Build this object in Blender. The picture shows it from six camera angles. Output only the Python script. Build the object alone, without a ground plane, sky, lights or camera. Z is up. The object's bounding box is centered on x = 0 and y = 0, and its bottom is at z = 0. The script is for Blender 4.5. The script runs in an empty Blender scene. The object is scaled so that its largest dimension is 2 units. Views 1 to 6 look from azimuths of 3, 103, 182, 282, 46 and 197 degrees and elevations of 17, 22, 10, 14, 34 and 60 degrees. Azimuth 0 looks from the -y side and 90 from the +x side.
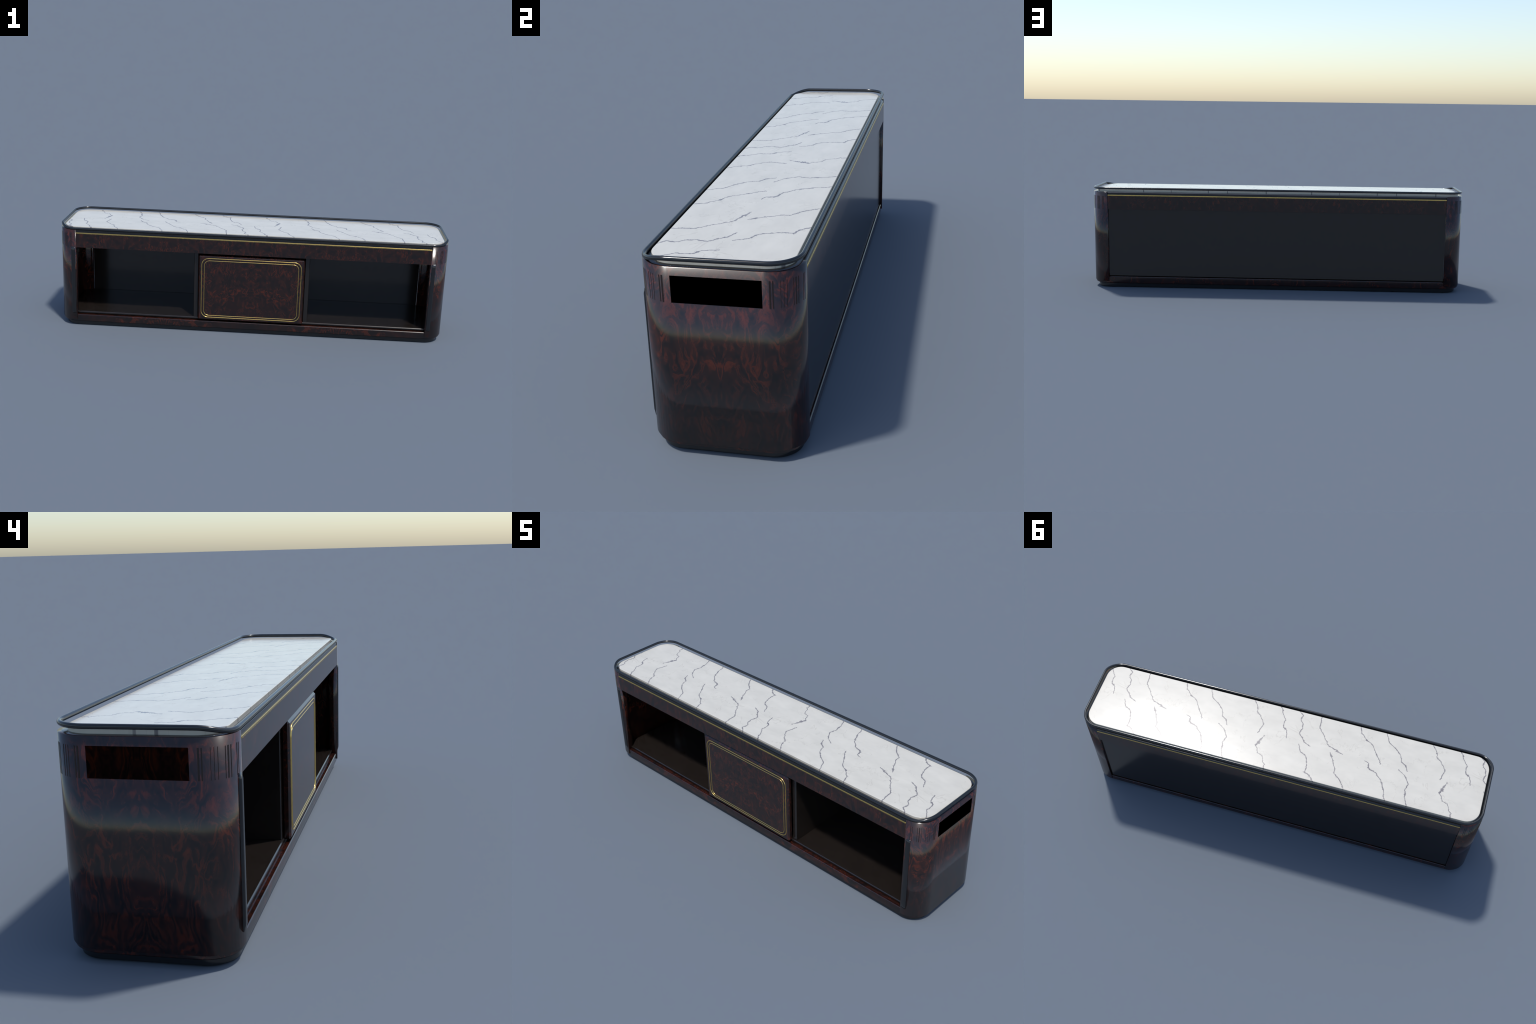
import bpy, bmesh, math, random
from mathutils import Matrix, Vector

random.seed(7)

# ------------------------------------------------------------------ sizes (m)
X_END, Y_END = 1.0, 0.205           # outer faces of the end caps
R_CAP = 0.088                       # plan radius of the rounded ends
X_CAP = 0.909                       # where the end caps start
Z_CAP0, Z_CAP1 = 0.033, 0.520
X_CAV, Y_CAV = 0.966, 0.173         # hollow inside an end cap
Z_FASCIA = 0.427                    # underside of the top fascia
Z_FLOOR = 0.0713
Y_CARC = 0.183                      # front edge of the carcass
PERIOD = 0.9065                     # repeat of the marble slab pattern
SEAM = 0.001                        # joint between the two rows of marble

# ------------------------------------------------------------------ node help
class Nodes:
    def __init__(self, name):
        self.mat = bpy.data.materials.new(name)
        self.mat.use_nodes = True
        self.t = self.mat.node_tree
        self.t.nodes.clear()
        self.out = self.t.nodes.new("ShaderNodeOutputMaterial")
        self.bsdf = self.t.nodes.new("ShaderNodeBsdfPrincipled")
        self.t.links.new(self.bsdf.outputs[0], self.out.inputs[0])
        self._xyz = None

    def put(self, sock, v):
        if isinstance(v, bpy.types.NodeSocket):
            self.t.links.new(v, sock)
        elif v is not None:
            sock.default_value = v

    def node(self, kind, **kw):
        n = self.t.nodes.new(kind)
        for k, v in kw.items():
            setattr(n, k, v)
        return n

    def m(self, op, a, b=None, c=None, clamp=False):
        n = self.node("ShaderNodeMath", operation=op, use_clamp=clamp)
        for s, v in zip(n.inputs, (a, b, c)):
            self.put(s, v)
        return n.outputs[0]

    def xyz(self):
        if self._xyz is None:
            tc = self.node("ShaderNodeTexCoord")
            s = self.node("ShaderNodeSeparateXYZ")
            self.t.links.new(tc.outputs["Object"], s.inputs[0])
            self._xyz = s.outputs
        return self._xyz

    def vec(self, x, y, z):
        n = self.node("ShaderNodeCombineXYZ")
        for s, v in zip(n.inputs, (x, y, z)):
            self.put(s, v)
        return n.outputs[0]

    def noise(self, v, scale, detail=2.0, rough=0.5, dist=0.0, dims="3D"):
        n = self.node("ShaderNodeTexNoise", noise_dimensions=dims)
        self.put(n.inputs["Vector"], v)
        n.inputs["Scale"].default_value = scale
        n.inputs["Detail"].default_value = detail
        n.inputs["Roughness"].default_value = rough
        n.inputs["Distortion"].default_value = dist
        return n.outputs[0]

    def remap(self, v, a, b, c=0.0, d=1.0, smooth=True):
        n = self.node("ShaderNodeMapRange", interpolation_type="SMOOTHSTEP" if smooth else "LINEAR")
        for s, q in zip(n.inputs, (v, a, b, c, d)):
            self.put(s, q)
        return n.outputs[0]

    def ramp(self, v, stops):
        n = self.node("ShaderNodeValToRGB")
        e = n.color_ramp.elements
        while len(e) < len(stops):
            e.new(0.5)
        for el, (p, c) in zip(e, stops):
            el.position, el.color = p, (*c, 1)
        self.put(n.inputs[0], v)
        return n.outputs[0]

    def mix(self, f, a, b):
        n = self.node("ShaderNodeMix", data_type="RGBA")
        self.put(n.inputs[0], f)
        for s, v in ((n.inputs[6], a), (n.inputs[7], b)):
            self.put(s, v if isinstance(v, bpy.types.NodeSocket) else (*v, 1))
        return n.outputs[2]

    def curve(self, v, pts):
        n = self.node("ShaderNodeFloatCurve")
        c = n.mapping.curves[0]
        pts = sorted(pts)
        while len(c.points) < len(pts):
            c.points.new(0.5, 0.5)
        for p, q in zip(c.points, pts):
            p.location = q
        for p in c.points:
            p.handle_type = "VECTOR"
        n.mapping.extend = "HORIZONTAL"
        n.mapping.update()
        self.put(n.inputs["Value"], v)
        return n.outputs[0]

    def finish(self, colour, rough, spec=0.5, metal=0.0, coat=0.0, coat_rough=0.05):
        b = self.bsdf.inputs
        self.put(b["Base Color"], colour if isinstance(colour, bpy.types.NodeSocket) else (*colour, 1))
        self.put(b["Roughness"], rough)
        b["Specular IOR Level"].default_value = spec
        b["Metallic"].default_value = metal
        b["Coat Weight"].default_value = coat
        b["Coat Roughness"].default_value = coat_rough
        return self.mat


def burl_material(name, fold_axis, fold, stretch, rough=0.2, spec=0.5, shift=0.0, size=10.0, tone=1.0, cover=0.2):
    """Book-matched burl veneer: the leaf is mirrored every `fold` metres."""
    n = Nodes(name)
    x, y, z = n.xyz()
    if fold_axis == 0:
        x = n.m("PINGPONG", x, fold)
    else:
        y = n.m("PINGPONG", y, fold)
    p = n.vec(n.m("ADD", x, shift), y, n.m("MULTIPLY", z, stretch))
    warp = n.node("ShaderNodeTexNoise")
    n.put(warp.inputs["Vector"], p)
    warp.inputs["Scale"].default_value = 9.0
    warp.inputs["Detail"].default_value = 3.0
    wv = n.node("ShaderNodeVectorMath", operation="MULTIPLY_ADD")
    n.t.links.new(warp.outputs["Color"], wv.inputs[0])
    wv.inputs[1].default_value = (0.16, 0.16, 0.16)
    n.t.links.new(p, wv.inputs[2])
    q = wv.outputs[0]
    field = n.noise(q, size, 2.0, 0.55, 0.5)
    fine = n.noise(q, size * 13.0, 3.0, 0.7)
    rings = n.m("ADD", n.m("MULTIPLY", field, 46.0), n.m("MULTIPLY", fine, 3.4))
    s = n.m("MULTIPLY_ADD", n.m("SINE", rings), 0.5, 0.5)
    streak = n.m("POWER", s, 1.5)
    patch = n.remap(n.noise(p, size * 1.2, 2.0, 0.5, 0.4), 0.36, 0.66)
    cloud = n.noise(q, size * 2.6, 4.0, 0.65)
    mottle = n.noise(q, size * 26.0, 2.0, 0.6)
    v = n.m("MULTIPLY", streak, n.m("MULTIPLY_ADD", patch, 0.9 - cover, cover))
    v = n.m("ADD", n.m("MULTIPLY", v, 0.50), n.m("MULTIPLY", n.remap(cloud, 0.3, 0.72), 0.40))
    v = n.m("ADD", v, n.m("MULTIPLY_ADD", mottle, 0.24, -0.12))
    col = n.ramp(v, [(0.06, (0.0080, 0.0052, 0.0050)), (0.36, (0.027, 0.0092, 0.0064)),
                     (0.62, (0.062, 0.0135, 0.0068)), (0.95, (0.110, 0.0205, 0.0080))])
    if tone != 1.0:
        h = n.node("ShaderNodeVectorMath", operation="SCALE")
        n.t.links.new(col, h.inputs[0])
        h.inputs["Scale"].default_value = tone
        col = h.outputs[0]
    return n.finish(col, rough, spec)


def plain_material(name, colour, rough, spec=0.5, metal=0.0, grain=0.0):
    n = Nodes(name)
    x, y, z = n.xyz()
    g = n.noise(n.vec(x, y, z), 35.0, 3.0)
    f = n.remap(g, 0.3, 0.7, 1 - grain, 1 + grain, False)
    h = n.node("ShaderNodeMix", data_type="RGBA", blend_type="MULTIPLY")
    h.inputs[0].default_value = 1.0
    h.inputs[6].default_value = (*colour, 1)
    n.t.links.new(n.vec(f, f, f), h.inputs[7])
    return n.finish(h.outputs[2], rough, spec, metal)


# Spines of the grey veins as (y, x) across the slab, one repeat of the slab.
VEINS = [
    # spine, end of the vein (keep below / above), swelling (centre, half length, extra width)
    ([(-.176, .072), (-.170, .063), (-.146, .058), (-.125, .043), (-.113, .030), (-.099, .035), (-.077, .034),
      (-.066, .027), (-.054, .012), (-.040, .003), (-.027, .001), (-.010, .001)], -.009, (-.066, .008, .0016)),
    ([(-.178, -.025), (-.169, -.036), (-.158, -.047), (-.137, -.040), (-.126, -.045), (-.113, -.055), (-.089, -.062),
      (-.077, -.060), (-.056, -.054), (-.045, -.063), (-.037, -.075), (-.022, -.085), (-.013, -.092), (-.006, -.112),
      (.002, -.124)], .003, (-.113, .006, .001)),
    ([(-.175, -.134), (-.160, -.137), (-.113, -.144), (-.079, -.173), (-.031, -.207), (-.024, -.218), (-.020, -.238),
      (-.013, -.254), (-.006, -.263), (.000, -.288)], .002, (-.010, .014, .0022)),
    ([(-.174, -.336), (-.149, -.344), (-.109, -.382), (-.101, -.406), (-.076, -.426), (-.044, -.446), (-.013, -.472),
      (.002, -.474)], .003, None),
    ([(-.175, -.468), (-.143, -.483), (-.125, -.495), (-.107, -.527), (-.075, -.559), (-.042, -.569), (-.024, -.595),
      (.002, -.608)], .003, (-.030, .015, .0022)),
    ([(-.177, -.696), (-.142, -.721), (-.117, -.725), (-.097, -.748), (-.059, -.778), (.002, -.767)], .003, None),
    ([(.005, -.069), (.044, -.089), (.056, -.112), (.062, -.124), (.112, -.140), (.148, -.140), (.158, -.163),
      (.185, -.191)], .004, (.150, .016, .0030)),
    ([(.006, -.226), (.027, -.243), (.059, -.256), (.084, -.271), (.110, -.273), (.127, -.295), (.156, -.323),
      (.182, -.340)], .005, (.020, .014, .0020)),
    ([(.004, -.401), (.010, -.419), (.034, -.424), (.044, -.438), (.051, -.464), (.063, -.473), (.085, -.498),
      (.115, -.513), (.140, -.527), (.162, -.527), (.184, -.540)], .003, (.034, .024, .0018)),
    ([(.004, -.566), (.027, -.601), (.069, -.627), (.100, -.620), (.143, -.627), (.183, -.643)], .003, None),
    ([(.007, -.801), (.037, -.790), (.060, -.785), (.072, -.774), (.083, -.788), (.111, -.799), (.121, -.827),
      (.152, -.838), (.162, -.850), (.184, -.850)], .005, (.045, .032, .0065)),
]


def marble_material():
    n = Nodes("veined_marble")
    x, y, z = n.xyz()
    flat = n.vec(x, y, 0.0)
    # the two rows of slab pattern repeat along x
    u = n.m("FLOORED_MODULO", n.m("ADD", x, 4.0), PERIOD)
    tile = n.vec(u, y, 0.0)
    kink = n.m("SUBTRACT", n.noise(tile, 55.0, 3.0, 0.6), 0.5)
    kinky = n.m("SUBTRACT", n.noise(n.vec(n.m("ADD", u, 3.3), y, 0.7), 55.0, 3.0, 0.6), 0.5)
    burr = n.noise(tile, 210.0, 2.0, 0.6)
    knots = n.remap(n.noise(tile, 75.0, 2.0, 0.6), 0.54, 0.68)
    xj = n.m("MULTIPLY_ADD", kink, 0.016, x)
    yj = n.m("MULTIPLY_ADD", kinky, 0.010, y)
    ty = n.m("MULTIPLY_ADD", yj, 2.5, 0.5)
    step = 0.008
    ty2 = n.m("ADD", ty, step)
    ink = None
    for spine, end, swell in VEINS:
        xs = [q for _, q in spine]
        mid = 0.5 * (min(xs) + max(xs))
        pts = [((yy - 0.0023) * 2.5 + 0.5, (xx - mid) / 0.3 + 0.5) for yy, xx in spine]
        pts = [(0.0, pts[0][1])] + pts + [(1.0, pts[-1][1])]
        a, b = n.curve(ty, pts), n.curve(ty2, pts)
        slope = n.m("MULTIPLY", n.m("SUBTRACT", b, a), 0.3 * 2.5 / step)
        stretch = n.m("SQRT", n.m("MULTIPLY_ADD", slope, slope, 1.0))
        centre = n.m("MULTIPLY_ADD", a, 0.3, mid - 0.15)
        d = n.m("ABSOLUTE", n.m("WRAP", n.m("SUBTRACT", xj, centre), PERIOD / 2, -PERIOD / 2))
        d = n.m("DIVIDE", d, stretch)
        width = n.m("MULTIPLY_ADD", knots, 0.0026, n.m("MULTIPLY_ADD", burr, 0.0024, 0.0009))
        if swell:
            yc, half, extra = swell
            bump = n.m("SUBTRACT", 1.0, n.m("DIVIDE", n.m("ABSOLUTE", n.m("SUBTRACT", y, yc)), half), clamp=True)
            comb = n.remap(n.noise(n.vec(n.m("MULTIPLY", u, 0.25), y, 0.0), 190.0, 1.0), 0.35, 0.6)
            width = n.m("ADD", width, n.m("MULTIPLY", n.m("MULTIPLY", bump, comb), extra))
        line = n.remap(n.m("DIVIDE", d, width), 0.55, 1.35, 1.0, 0.0)
        keep = n.m("LESS_THAN", y, end - 0.0023) if spine[0][0] < 0 else n.m("GREATER_THAN", y, end - 0.0023)
        line = n.m("MULTIPLY", line, keep)
        ink = line if ink is None else n.m("MAXIMUM", ink, line)
    ink = n.m("MULTIPLY", ink, n.remap(n.noise(tile, 22.0, 2.0), 0.3, 0.6, 0.78, 1.0))
    # thin beige hair lines and soft grey clouds
    hair = n.m("ABSOLUTE", n.m("SUBTRACT", n.noise(n.vec(u, y, 2.0), 7.0, 4.0, 0.62, 0.4), 0.5))
    hair = n.m("MULTIPLY", n.remap(hair, 0.0, 0.011, 1.0, 0.0), n.remap(n.noise(tile, 9.0, 2.0), 0.40, 0.58))
    cloud = n.noise(n.vec(u, n.m("MULTIPLY", y, 2.0), 0.0), 7.0, 4.0, 0.6)
    row = n.m("GREATER_THAN", y, SEAM)
    base = n.ramp(n.m("ADD", cloud, n.m("MULTIPLY", row, 0.04)),
                  [(0.3, (0.585, 0.556, 0.487)), (0.7, (0.660, 0.628, 0.550))])
    col = n.mix(n.m("MULTIPLY", hair, 0.30), base, (0.40, 0.36, 0.30))
    col = n.mix(n.m("MULTIPLY", ink, 0.97), col, (0.190, 0.176, 0.184))
    return n.finish(col, 0.16, 0.6)


M = {}


def make_materials():
    M["burl_side"] = burl_material("burl_veneer_ends", 1, 0.17, 0.50, rough=0.16, spec=0.65, size=17.0, cover=0.34, tone=1.12)
    M["burl"] = burl_material("burl_veneer", 0, PERIOD / 2, 0.7, rough=0.15, spec=0.65, shift=1.7, size=19.0, tone=0.85)
    M["burl_matt"] = burl_material("burl_veneer_matt", 1, 0.17, 0.50, rough=0.8, spec=0.0, size=18.0, cover=0.40, tone=0.42)
    M["marble"] = marble_material()
    M["lacquer"] = plain_material("black_brown_lacquer", (0.0150, 0.0118, 0.0102), 0.15, spec=0.65, grain=0.1)
    M["black"] = plain_material("black_lacquer", (0.0090, 0.0095, 0.0105), 0.15, spec=0.65, grain=0.1)
    M["steel"] = plain_material("dark_gloss_metal", (0.0100, 0.0110, 0.0125), 0.17, spec=0.65, grain=0.1)
    M["brass"] = plain_material("polished_brass", (0.70, 0.49, 0.165), 0.27, metal=1.0, grain=0.05)
    M["slot_black"] = plain_material("flat_black", (0.0, 0.0, 0.0), 1.0, spec=0.0)
    M["slit"] = plain_material("dark_slit", (0.021, 0.0115, 0.0095), 0.45, spec=0.4)


# ------------------------------------------------------------------ mesh help
def to_object(name, bm, mat, parent, smooth=True, weighted=True, crisp=False):
    bmesh.ops.recalc_face_normals(bm, faces=bm.faces)
    me = bpy.data.meshes.new(name)
    for f in bm.faces:
        f.smooth = smooth
    bm.to_mesh(me)
    bm.free()
    me.materials.append(mat)
    if crisp:
        me.set_sharp_from_angle(angle=math.radians(32))
        weighted = False
    ob = bpy.data.objects.new(name, me)
    bpy.context.scene.collection.objects.link(ob)
    ob.parent = parent
    if smooth and weighted:
        w = ob.modifiers.new("even_shading", "WEIGHTED_NORMAL")
        w.weight = 100
    return ob


def box(name, mat, parent, x0, x1, y0, y1, z0, z1, bevel=0.0015, seg=2, crisp=False):
    bm = bmesh.new()
    bmesh.ops.create_cube(bm, size=1.0)
    for v in bm.verts:
        v.co = Vector(((x0 + x1) / 2 + v.co.x * (x1 - x0), (y0 + y1) / 2 + v.co.y * (y1 - y0),
                       (z0 + z1) / 2 + v.co.z * (z1 - z0)))
    if bevel:
        bmesh.ops.bevel(bm, geom=list(bm.edges), offset=bevel, segments=seg, profile=0.5, affect="EDGES")
    return to_object(name, bm, mat, parent, crisp=crisp)


def rounded_rect(hx, hy, r, seg=14, cx=0.0, cy=0.0):
    """Counter-clockwise outline starting on the +x side."""
    pts = []
    for sx, sy, a0 in ((1, 1, 0), (-1, 1, 90), (-1, -1, 180), (1, -1, 270)):
        for k in range(seg + 1):
            a = math.radians(a0 + 90 * k / seg)
            pts.append((cx + sx * (hx - r) + r * math.cos(a), cy + sy * (hy - r) + r * math.sin(a)))
    return pts


def slab(name, mat, parent, hx, hy, r, profile, seg=14, crisp=False, cy=0.0):
    """Rounded slab: profile is a list of (inset, z) from the bottom up."""
    bm = bmesh.new()
    rings = []
    for inset, z in profile:
        rings.append([bm.verts.new((x, y, z)) for x, y in rounded_rect(hx - inset, hy - inset, max(r - inset, 0.004), seg, cy=cy)])
    for a, b in zip(rings, rings[1:]):
        k = len(a)
        for i in range(k):
            bm.faces.new((a[i], a[(i + 1) % k], b[(i + 1) % k], b[i]))
    # the flat underside keeps its own border so that it does not bend the shading of the side
    bm.faces.new([bm.verts.new(v.co) for v in rings[0]][::-1])
    if profile[-1][0] == profile[-2][0]:
        bm.faces.new([bm.verts.new(v.co) for v in rings[-1]])
    else:
        bm.faces.new(rings[-1])
    return to_object(name, bm, mat, parent, crisp=crisp)


def quarter(inset, r, z, up, seg=4):
    """Rounded edge of radius r for a slab profile."""
    out = []
    for k in range(seg + 1):
        a = math.pi / 2 * k / seg
        if up:
            out.append((inset + r - r * math.cos(a), z - r + r * math.sin(a)))
        else:
            out.append((inset + r - r * math.sin(a), z + r - r * math.cos(a)))
    return out


def tube(name, mat, parent, path, radius, sides=12, closed=True, squash=1.0, plane="XY"):
    bm = bmesh.new()
    k = len(path)
    rings = []
    up = Vector((0, 0, 1)) if plane == "XY" else Vector((0, -1, 0))
    for i, p in enumerate(path):
        a = path[(i - 1) % k] if closed or i else path[i]
        b = path[(i + 1) % k] if closed or i < k - 1 else path[i]
        t = (Vector(b) - Vector(a)).normalized()
        side = t.cross(up).normalized()
        u = side.cross(t).normalized()
        ring = []
        for j in range(sides):
            w = math.tau * j / sides
            ring.append(bm.verts.new(Vector(p) + side * (radius * math.cos(w)) + u * (radius * squash * math.sin(w))))
        rings.append(ring)
    for i in range(k if closed else k - 1):
        a, b = rings[i], rings[(i + 1) % k]
        for j in range(sides):
            bm.faces.new((a[j], a[(j + 1) % sides], b[(j + 1) % sides], b[j]))
    if not closed:
        bm.faces.new(rings[0])
        bm.faces.new(rings[-1])
    return to_object(name, bm, mat, parent, weighted=False)


def cap_outline(s, sx):
    """Point and outward normal on the cap at arc length s from y = 0 (s < 0: front)."""
    sg, a = (1 if s >= 0 else -1), abs(s)
    flat = Y_END - R_CAP
    if a <= flat:
        return Vector((sx * X_END, s, 0)), Vector((sx, 0, 0))
    w = (a - flat) / R_CAP
    if w <= math.pi / 2:
        return (Vector((sx * (X_END - R_CAP + R_CAP * math.cos(w)), sg * (flat + R_CAP * math.sin(w)), 0)),
                Vector((sx * math.cos(w), sg * math.sin(w), 0)))
    rest = a - flat - R_CAP * math.pi / 2
    return Vector((sx * (X_END - R_CAP - rest), sg * Y_END, 0)), Vector((0, sg, 0))


SLITS = [(.1325, .0042), (.1395, .0030), (.1582, .0011), (.1662, .0011), (.1745, .0011),
         (.1930, .0012), (.2005, .0032), (.2085, .0020), (.2290, .0018), (.2360, .0018)]


def end_cap(parent, sx):
    """U-shaped shell, shaded as one rounded skin from its top edge to its foot."""
    bm = bmesh.new()
    flat = Y_END - R_CAP
    total = flat + R_CAP * math.pi / 2 + (X_END - R_CAP - X_CAP)
    seg = 14
    s_list = [total] + [flat + R_CAP * math.pi / 2 * k / seg for k in range(seg, -1, -1)]
    s_list = s_list + [-s for s in reversed(s_list)]
    outer = [cap_outline(s, sx)[0] for s in s_list]
    # the inner skin has the same number of points, on a rounded rectangle
    r_in = 0.050
    inner = [Vector((sx * X_CAP, Y_CAV, 0))]
    for k in range(seg, -1, -1):
        a = math.pi / 2 * k / seg
        inner.append(Vector((sx * (X_CAV - r_in + r_in * math.cos(a)), Y_CAV - r_in + r_in * math.sin(a), 0)))
    inner = inner + [Vector((p.x, -p.y, 0)) for p in reversed(inner)]
    def ring(pts, z):
        return [bm.verts.new((p.x, p.y, z)) for p in pts]
    o0, o1, i0, i1 = ring(outer, Z_CAP0), ring(outer, Z_CAP1), ring(inner, Z_CAP0), ring(inner, Z_CAP1)
    k = len(outer)
    for j in range(k - 1):
        bm.faces.new((o0[j], o0[j + 1], o1[j + 1], o1[j]))
        bm.faces.new((i0[j], i0[j + 1], i1[j + 1], i1[j]))
        bm.faces.new((o1[j], o1[j + 1], i1[j + 1], i1[j]))
        bm.faces.new((o0[j], o0[j + 1], i0[j + 1], i0[j]))
    for j in (0, k - 1):
        bm.faces.new((o0[j], i0[j], i1[j], o1[j]))
    bm.verts.index_update()
    lean = {}
    for j, sj in enumerate(s_list):
        nn = cap_outline(sj, sx)[1]
        if j in (0, k - 1):
            nn = nn + Vector((-sx, 0, 0))
        lean[o0[j].index] = (nn - Vector((0, 0, 1))).normalized()
        lean[o1[j].index] = (nn + Vector((0, 0, 1))).normalized()
    cap = to_object("end_cap", bm, M["burl_side"], parent, weighted=False)
    # the skin is shaded as one soft pillow: its edges lean 45 degrees up and down
    me = cap.data
    split = []
    for poly in me.polygons:
        for v in poly.vertices:
            split.append(lean[v] if v in lean else Vector(me.vertices[v].normal))
    me.normals_split_custom_set(split)

    # flat dark rectangle set flush on the end
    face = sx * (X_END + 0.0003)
    box("slot_panel", M["slot_black"] if sx > 0 else M["burl_matt"], cap,
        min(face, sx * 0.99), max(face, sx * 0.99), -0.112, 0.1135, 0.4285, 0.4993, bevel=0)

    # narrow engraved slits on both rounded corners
    first = None
    for sg in (1, -1):
        for pos, width in SLITS:
            bm = bmesh.new()
            cols = []
            for s in (pos - width / 2, pos, pos + width / 2):
                p, nn = cap_outline(sg * s, sx)
                cols.append([bm.verts.new(p + nn * off + Vector((0, 0, zz)))
                             for off in (-0.0012, 0.0003) for zz in (0.4285, 0.4990)])
            for a, b in zip(cols, cols[1:]):
                for q in ((0, 1), (1, 3), (3, 2), (2, 0)):
                    bm.faces.new((a[q[0]], a[q[1]], b[q[1]], b[q[0]]))
            for c in (cols[0], cols[-1]):
                bm.faces.new((c[0], c[1], c[3], c[2]))
            to_object("vent_slit", bm, M["slit"], cap, smooth=False)

    # slim upright grip on the front edge, with rounded ends and face
    bm = bmesh.new()
    z0, z1, xa, xb = 0.066, 0.4315, 0.9135, 0.9345
    cx, hw = (xa + xb) / 2, (xb - xa) / 2
    rows = []
    for t in range(0, 25):
        f = t / 24
        z = z0 + (z1 - z0) * f
        low = min(1.0, (z - z0) / 0.014)
        rise = 0.0045 * math.sqrt(max(0.0, 1 - (1 - low) ** 2)) if low < 1 else 0.0045
        top = min(1.0, (z1 - z) / 0.004)
        rise *= math.sqrt(max(0.0, 1 - (1 - top) ** 2)) if top < 1 else 1.0
        row = []
        for j in range(9):
            w = math.pi * j / 8
            row.append(bm.verts.new((sx * (cx - hw * math.cos(w)),
                                     -(Y_END - 0.001) - (rise * min(1.0, 1.35 * math.sin(w))), z)))
        row += [bm.verts.new((sx * xb, -0.197, z)), bm.verts.new((sx * xa, -0.197, z))]
        rows.append(row)
    for a, b in zip(rows, rows[1:]):
        for j in range(len(a)):
            q = (j + 1) % len(a)
            bm.faces.new((a[j], a[q], b[q], b[j]))
    bm.faces.new(rows[0])
    bm.faces.new(rows[-1])
    to_object("grip_bar", bm, M["black"], cap, weighted=False)
    return cap


def frame_path(hx, z0, z1, r, y, seg=10):
    cz, hz = (z0 + z1) / 2, (z1 - z0) / 2
    return [(px, y, cz + pz) for px, pz in rounded_rect(hx, hz, r, seg)]


def smooth_step(t):
    t = max(0.0, min(1.0, t))
    return t * t * (3 - 2 * t)


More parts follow.
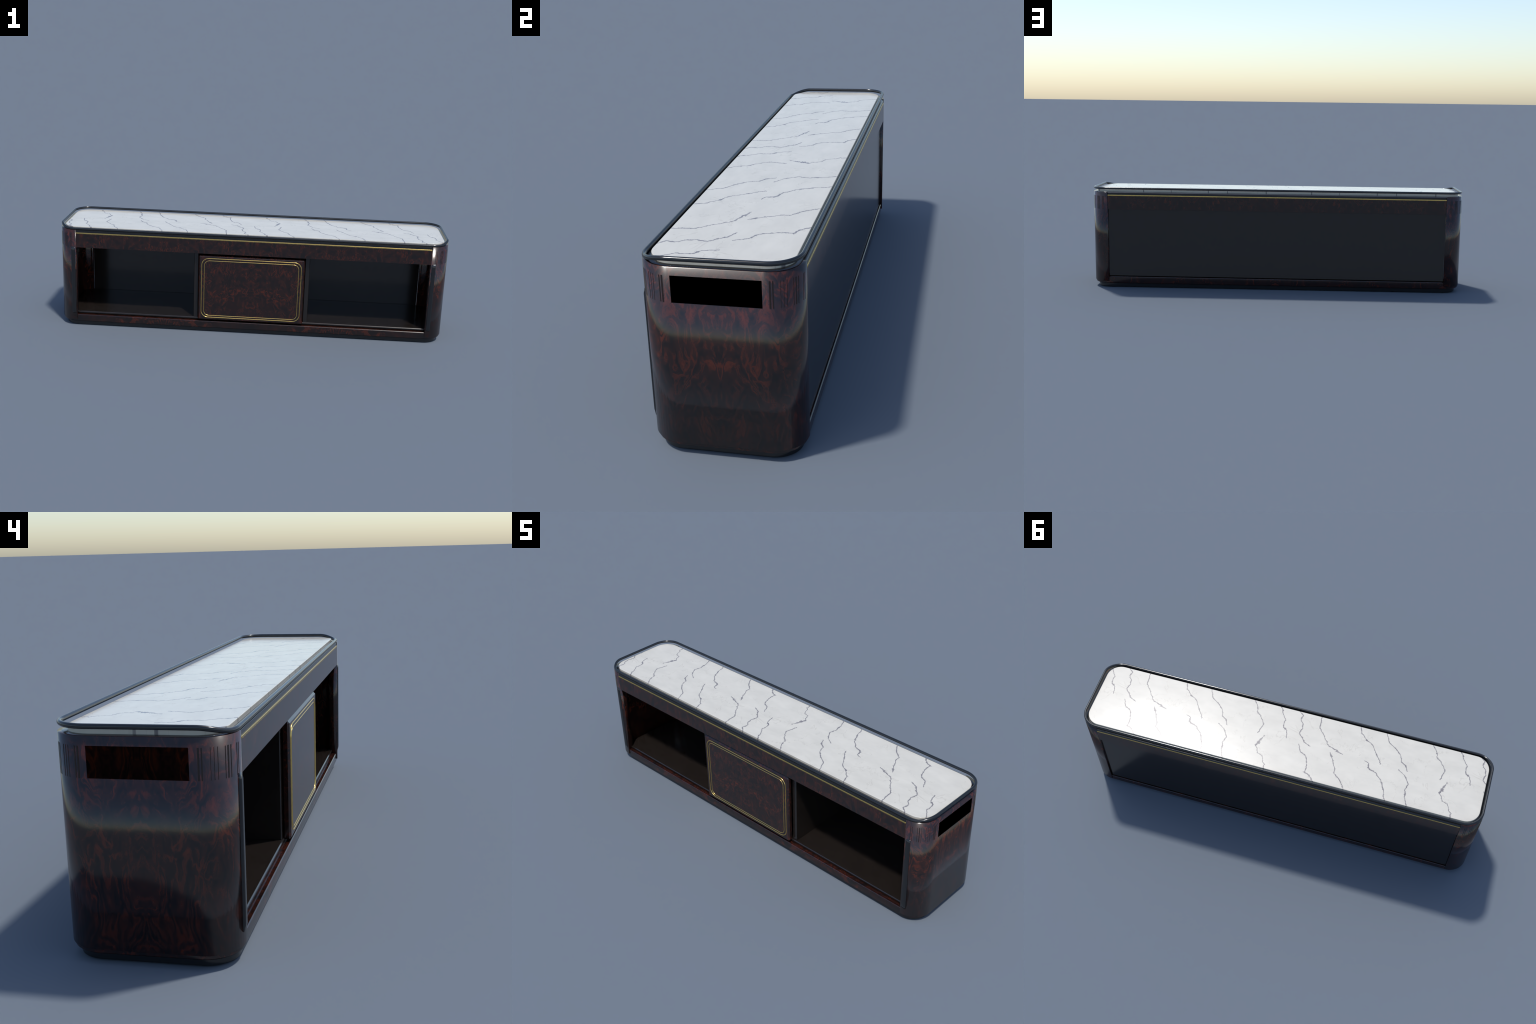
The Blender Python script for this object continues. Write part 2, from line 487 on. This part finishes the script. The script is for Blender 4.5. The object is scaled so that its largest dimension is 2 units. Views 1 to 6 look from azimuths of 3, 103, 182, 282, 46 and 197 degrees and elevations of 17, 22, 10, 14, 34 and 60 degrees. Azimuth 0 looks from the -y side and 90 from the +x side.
def build():
    make_materials()
    root = bpy.data.objects.new("media_console", None)
    bpy.context.scene.collection.objects.link(root)
    root["label"] = "low glossy dark burl wood console, white marble top, brass lines"
    root["category"] = "tv stand"

    # --- foot and bottom frame
    slab("plinth", M["black"], root, 0.980, 0.189, 0.073, quarter(0, 0.002, 0.0, False, 2) + [(0.0, 0.023)])
    slab("bottom_rail", M["burl"], root, 0.9968, 0.2012, 0.0848,
         [(0.0060, 0.0200), (0.0008, 0.0240), (0.0, 0.0285), (0.0, 0.0553), (0.0025, 0.0577)], crisp=True)

    # --- ends
    for sx in (1, -1):
        end_cap(root, sx)

    # --- carcass with two open bays and a closed middle
    carc = box("carcass_floor", M["lacquer"], root, -0.953, 0.953, -Y_CARC, 0.1845, 0.0600, Z_FLOOR, bevel=0.0028, seg=1, crisp=True)
    box("back_panel", M["lacquer"], root, -0.9078, 0.9078, 0.1840, 0.1960, 0.0620, 0.4275, bevel=0.001)
    for sx in (1, -1):
        box("divider", M["lacquer"], root, min(sx * 0.2755, sx * 0.2990), max(sx * 0.2755, sx * 0.2990),
            -0.1785, 0.1842, Z_FLOOR - 0.001, 0.512, bevel=0.0022, seg=1, crisp=True)
    box("carcass_ceiling", M["lacquer"], root, -0.948, 0.948, -0.172, 0.172, 0.436, 0.513, bevel=0.001)

    # --- front and back fascia, each with a dark upper band and a brass line dotted with small bright spots
    for sy in (-1, 1):
        ya, yb = sorted((sy * 0.176, sy * Y_END))
        fascia = box("fascia", M["burl"], root, -X_CAP + 0.0008, X_CAP - 0.0008, ya, yb, Z_FASCIA, 0.5005, bevel=0.0008)
        ya, yb = sorted((sy * 0.176, sy * (0.2035 if sy < 0 else 0.2042)))
        box("fascia_band", M["black"], fascia, -X_CAP + 0.001, X_CAP - 0.001, ya, yb, 0.4995, 0.5178 if sy > 0 else 0.5195, bevel=0.0024 if sy > 0 else 0.0005, seg=1, crisp=True)
        ya, yb = sorted((sy * 0.196, sy * 0.2059))
        brass = box("brass_line", M["brass"], fascia, -X_CAP + 0.0005, X_CAP - 0.0005, ya, yb, 0.5000, 0.5066, bevel=0.0015, seg=3)
        bm = bmesh.new()
        x = -0.895
        while x < 0.9:
            bmesh.ops.create_uvsphere(bm, u_segments=8, v_segments=6, radius=0.0009,
                                      matrix=Matrix.Translation((x, sy * 0.2054, 0.5002)))
            x += 0.0225
        dots = to_object("brass_dot", bm, M["brass"], brass, weighted=False)
        dots["kind"] = "stuff"

    # --- door with two brass frames
    door = box("door", M["burl"], root, -0.2735, 0.2735, -0.2022, -0.1765, 0.0640, 0.4168, bevel=0.0065, seg=1, crisp=True)
    tube("brass_frame", M["brass"], door, frame_path(0.2563, 0.0809, 0.4014, 0.036, -0.2018), 0.0023, closed=True, plane="XZ")
    tube("brass_frame", M["brass"], door, frame_path(0.2427, 0.0912, 0.3892, 0.026, -0.2018), 0.0018, closed=True, plane="XZ")

    # --- top: dark plate, marble slab and the raised rail round it
    slab("top_plate", M["black"], root, 0.9970, 0.2020, 0.0850,
         [(0.001, 0.5125), (0.0, 0.5176), (0.0080, 0.5209), (0.0200, 0.5215)], crisp=True)
    slab("marble_top", M["marble"], root, 0.9798, 0.1820, 0.0695,
         [(0.0006, 0.5205), (0.0, 0.5212)] + quarter(0, 0.0020, 0.5327, True, 4), cy=0.0004)

    hi, lo, rr = 0.5402, 0.5258, 0.0061
    path = []
    hx, hy, r = X_END - rr, Y_END - rr, R_CAP - rr
    outline = rounded_rect(hx, hy, r, 20)
    # extra points on the long sides keep the low front rail straight
    for px, py in outline:
        f = 0.0
        if py < 0:
            w = math.atan2(-(py + hy - r), abs(px) - (hx - r)) / (math.pi / 2)   # 0 end side, 1 front side
            f = smooth_step((w - 0.05) / 0.75) if py < -(hy - r) - 1e-6 else 0.0
        path.append((px, py, hi + (lo - hi) * f))
    tube("edge_rail", M["steel"], root, path, rr, sides=16, closed=True)


build()
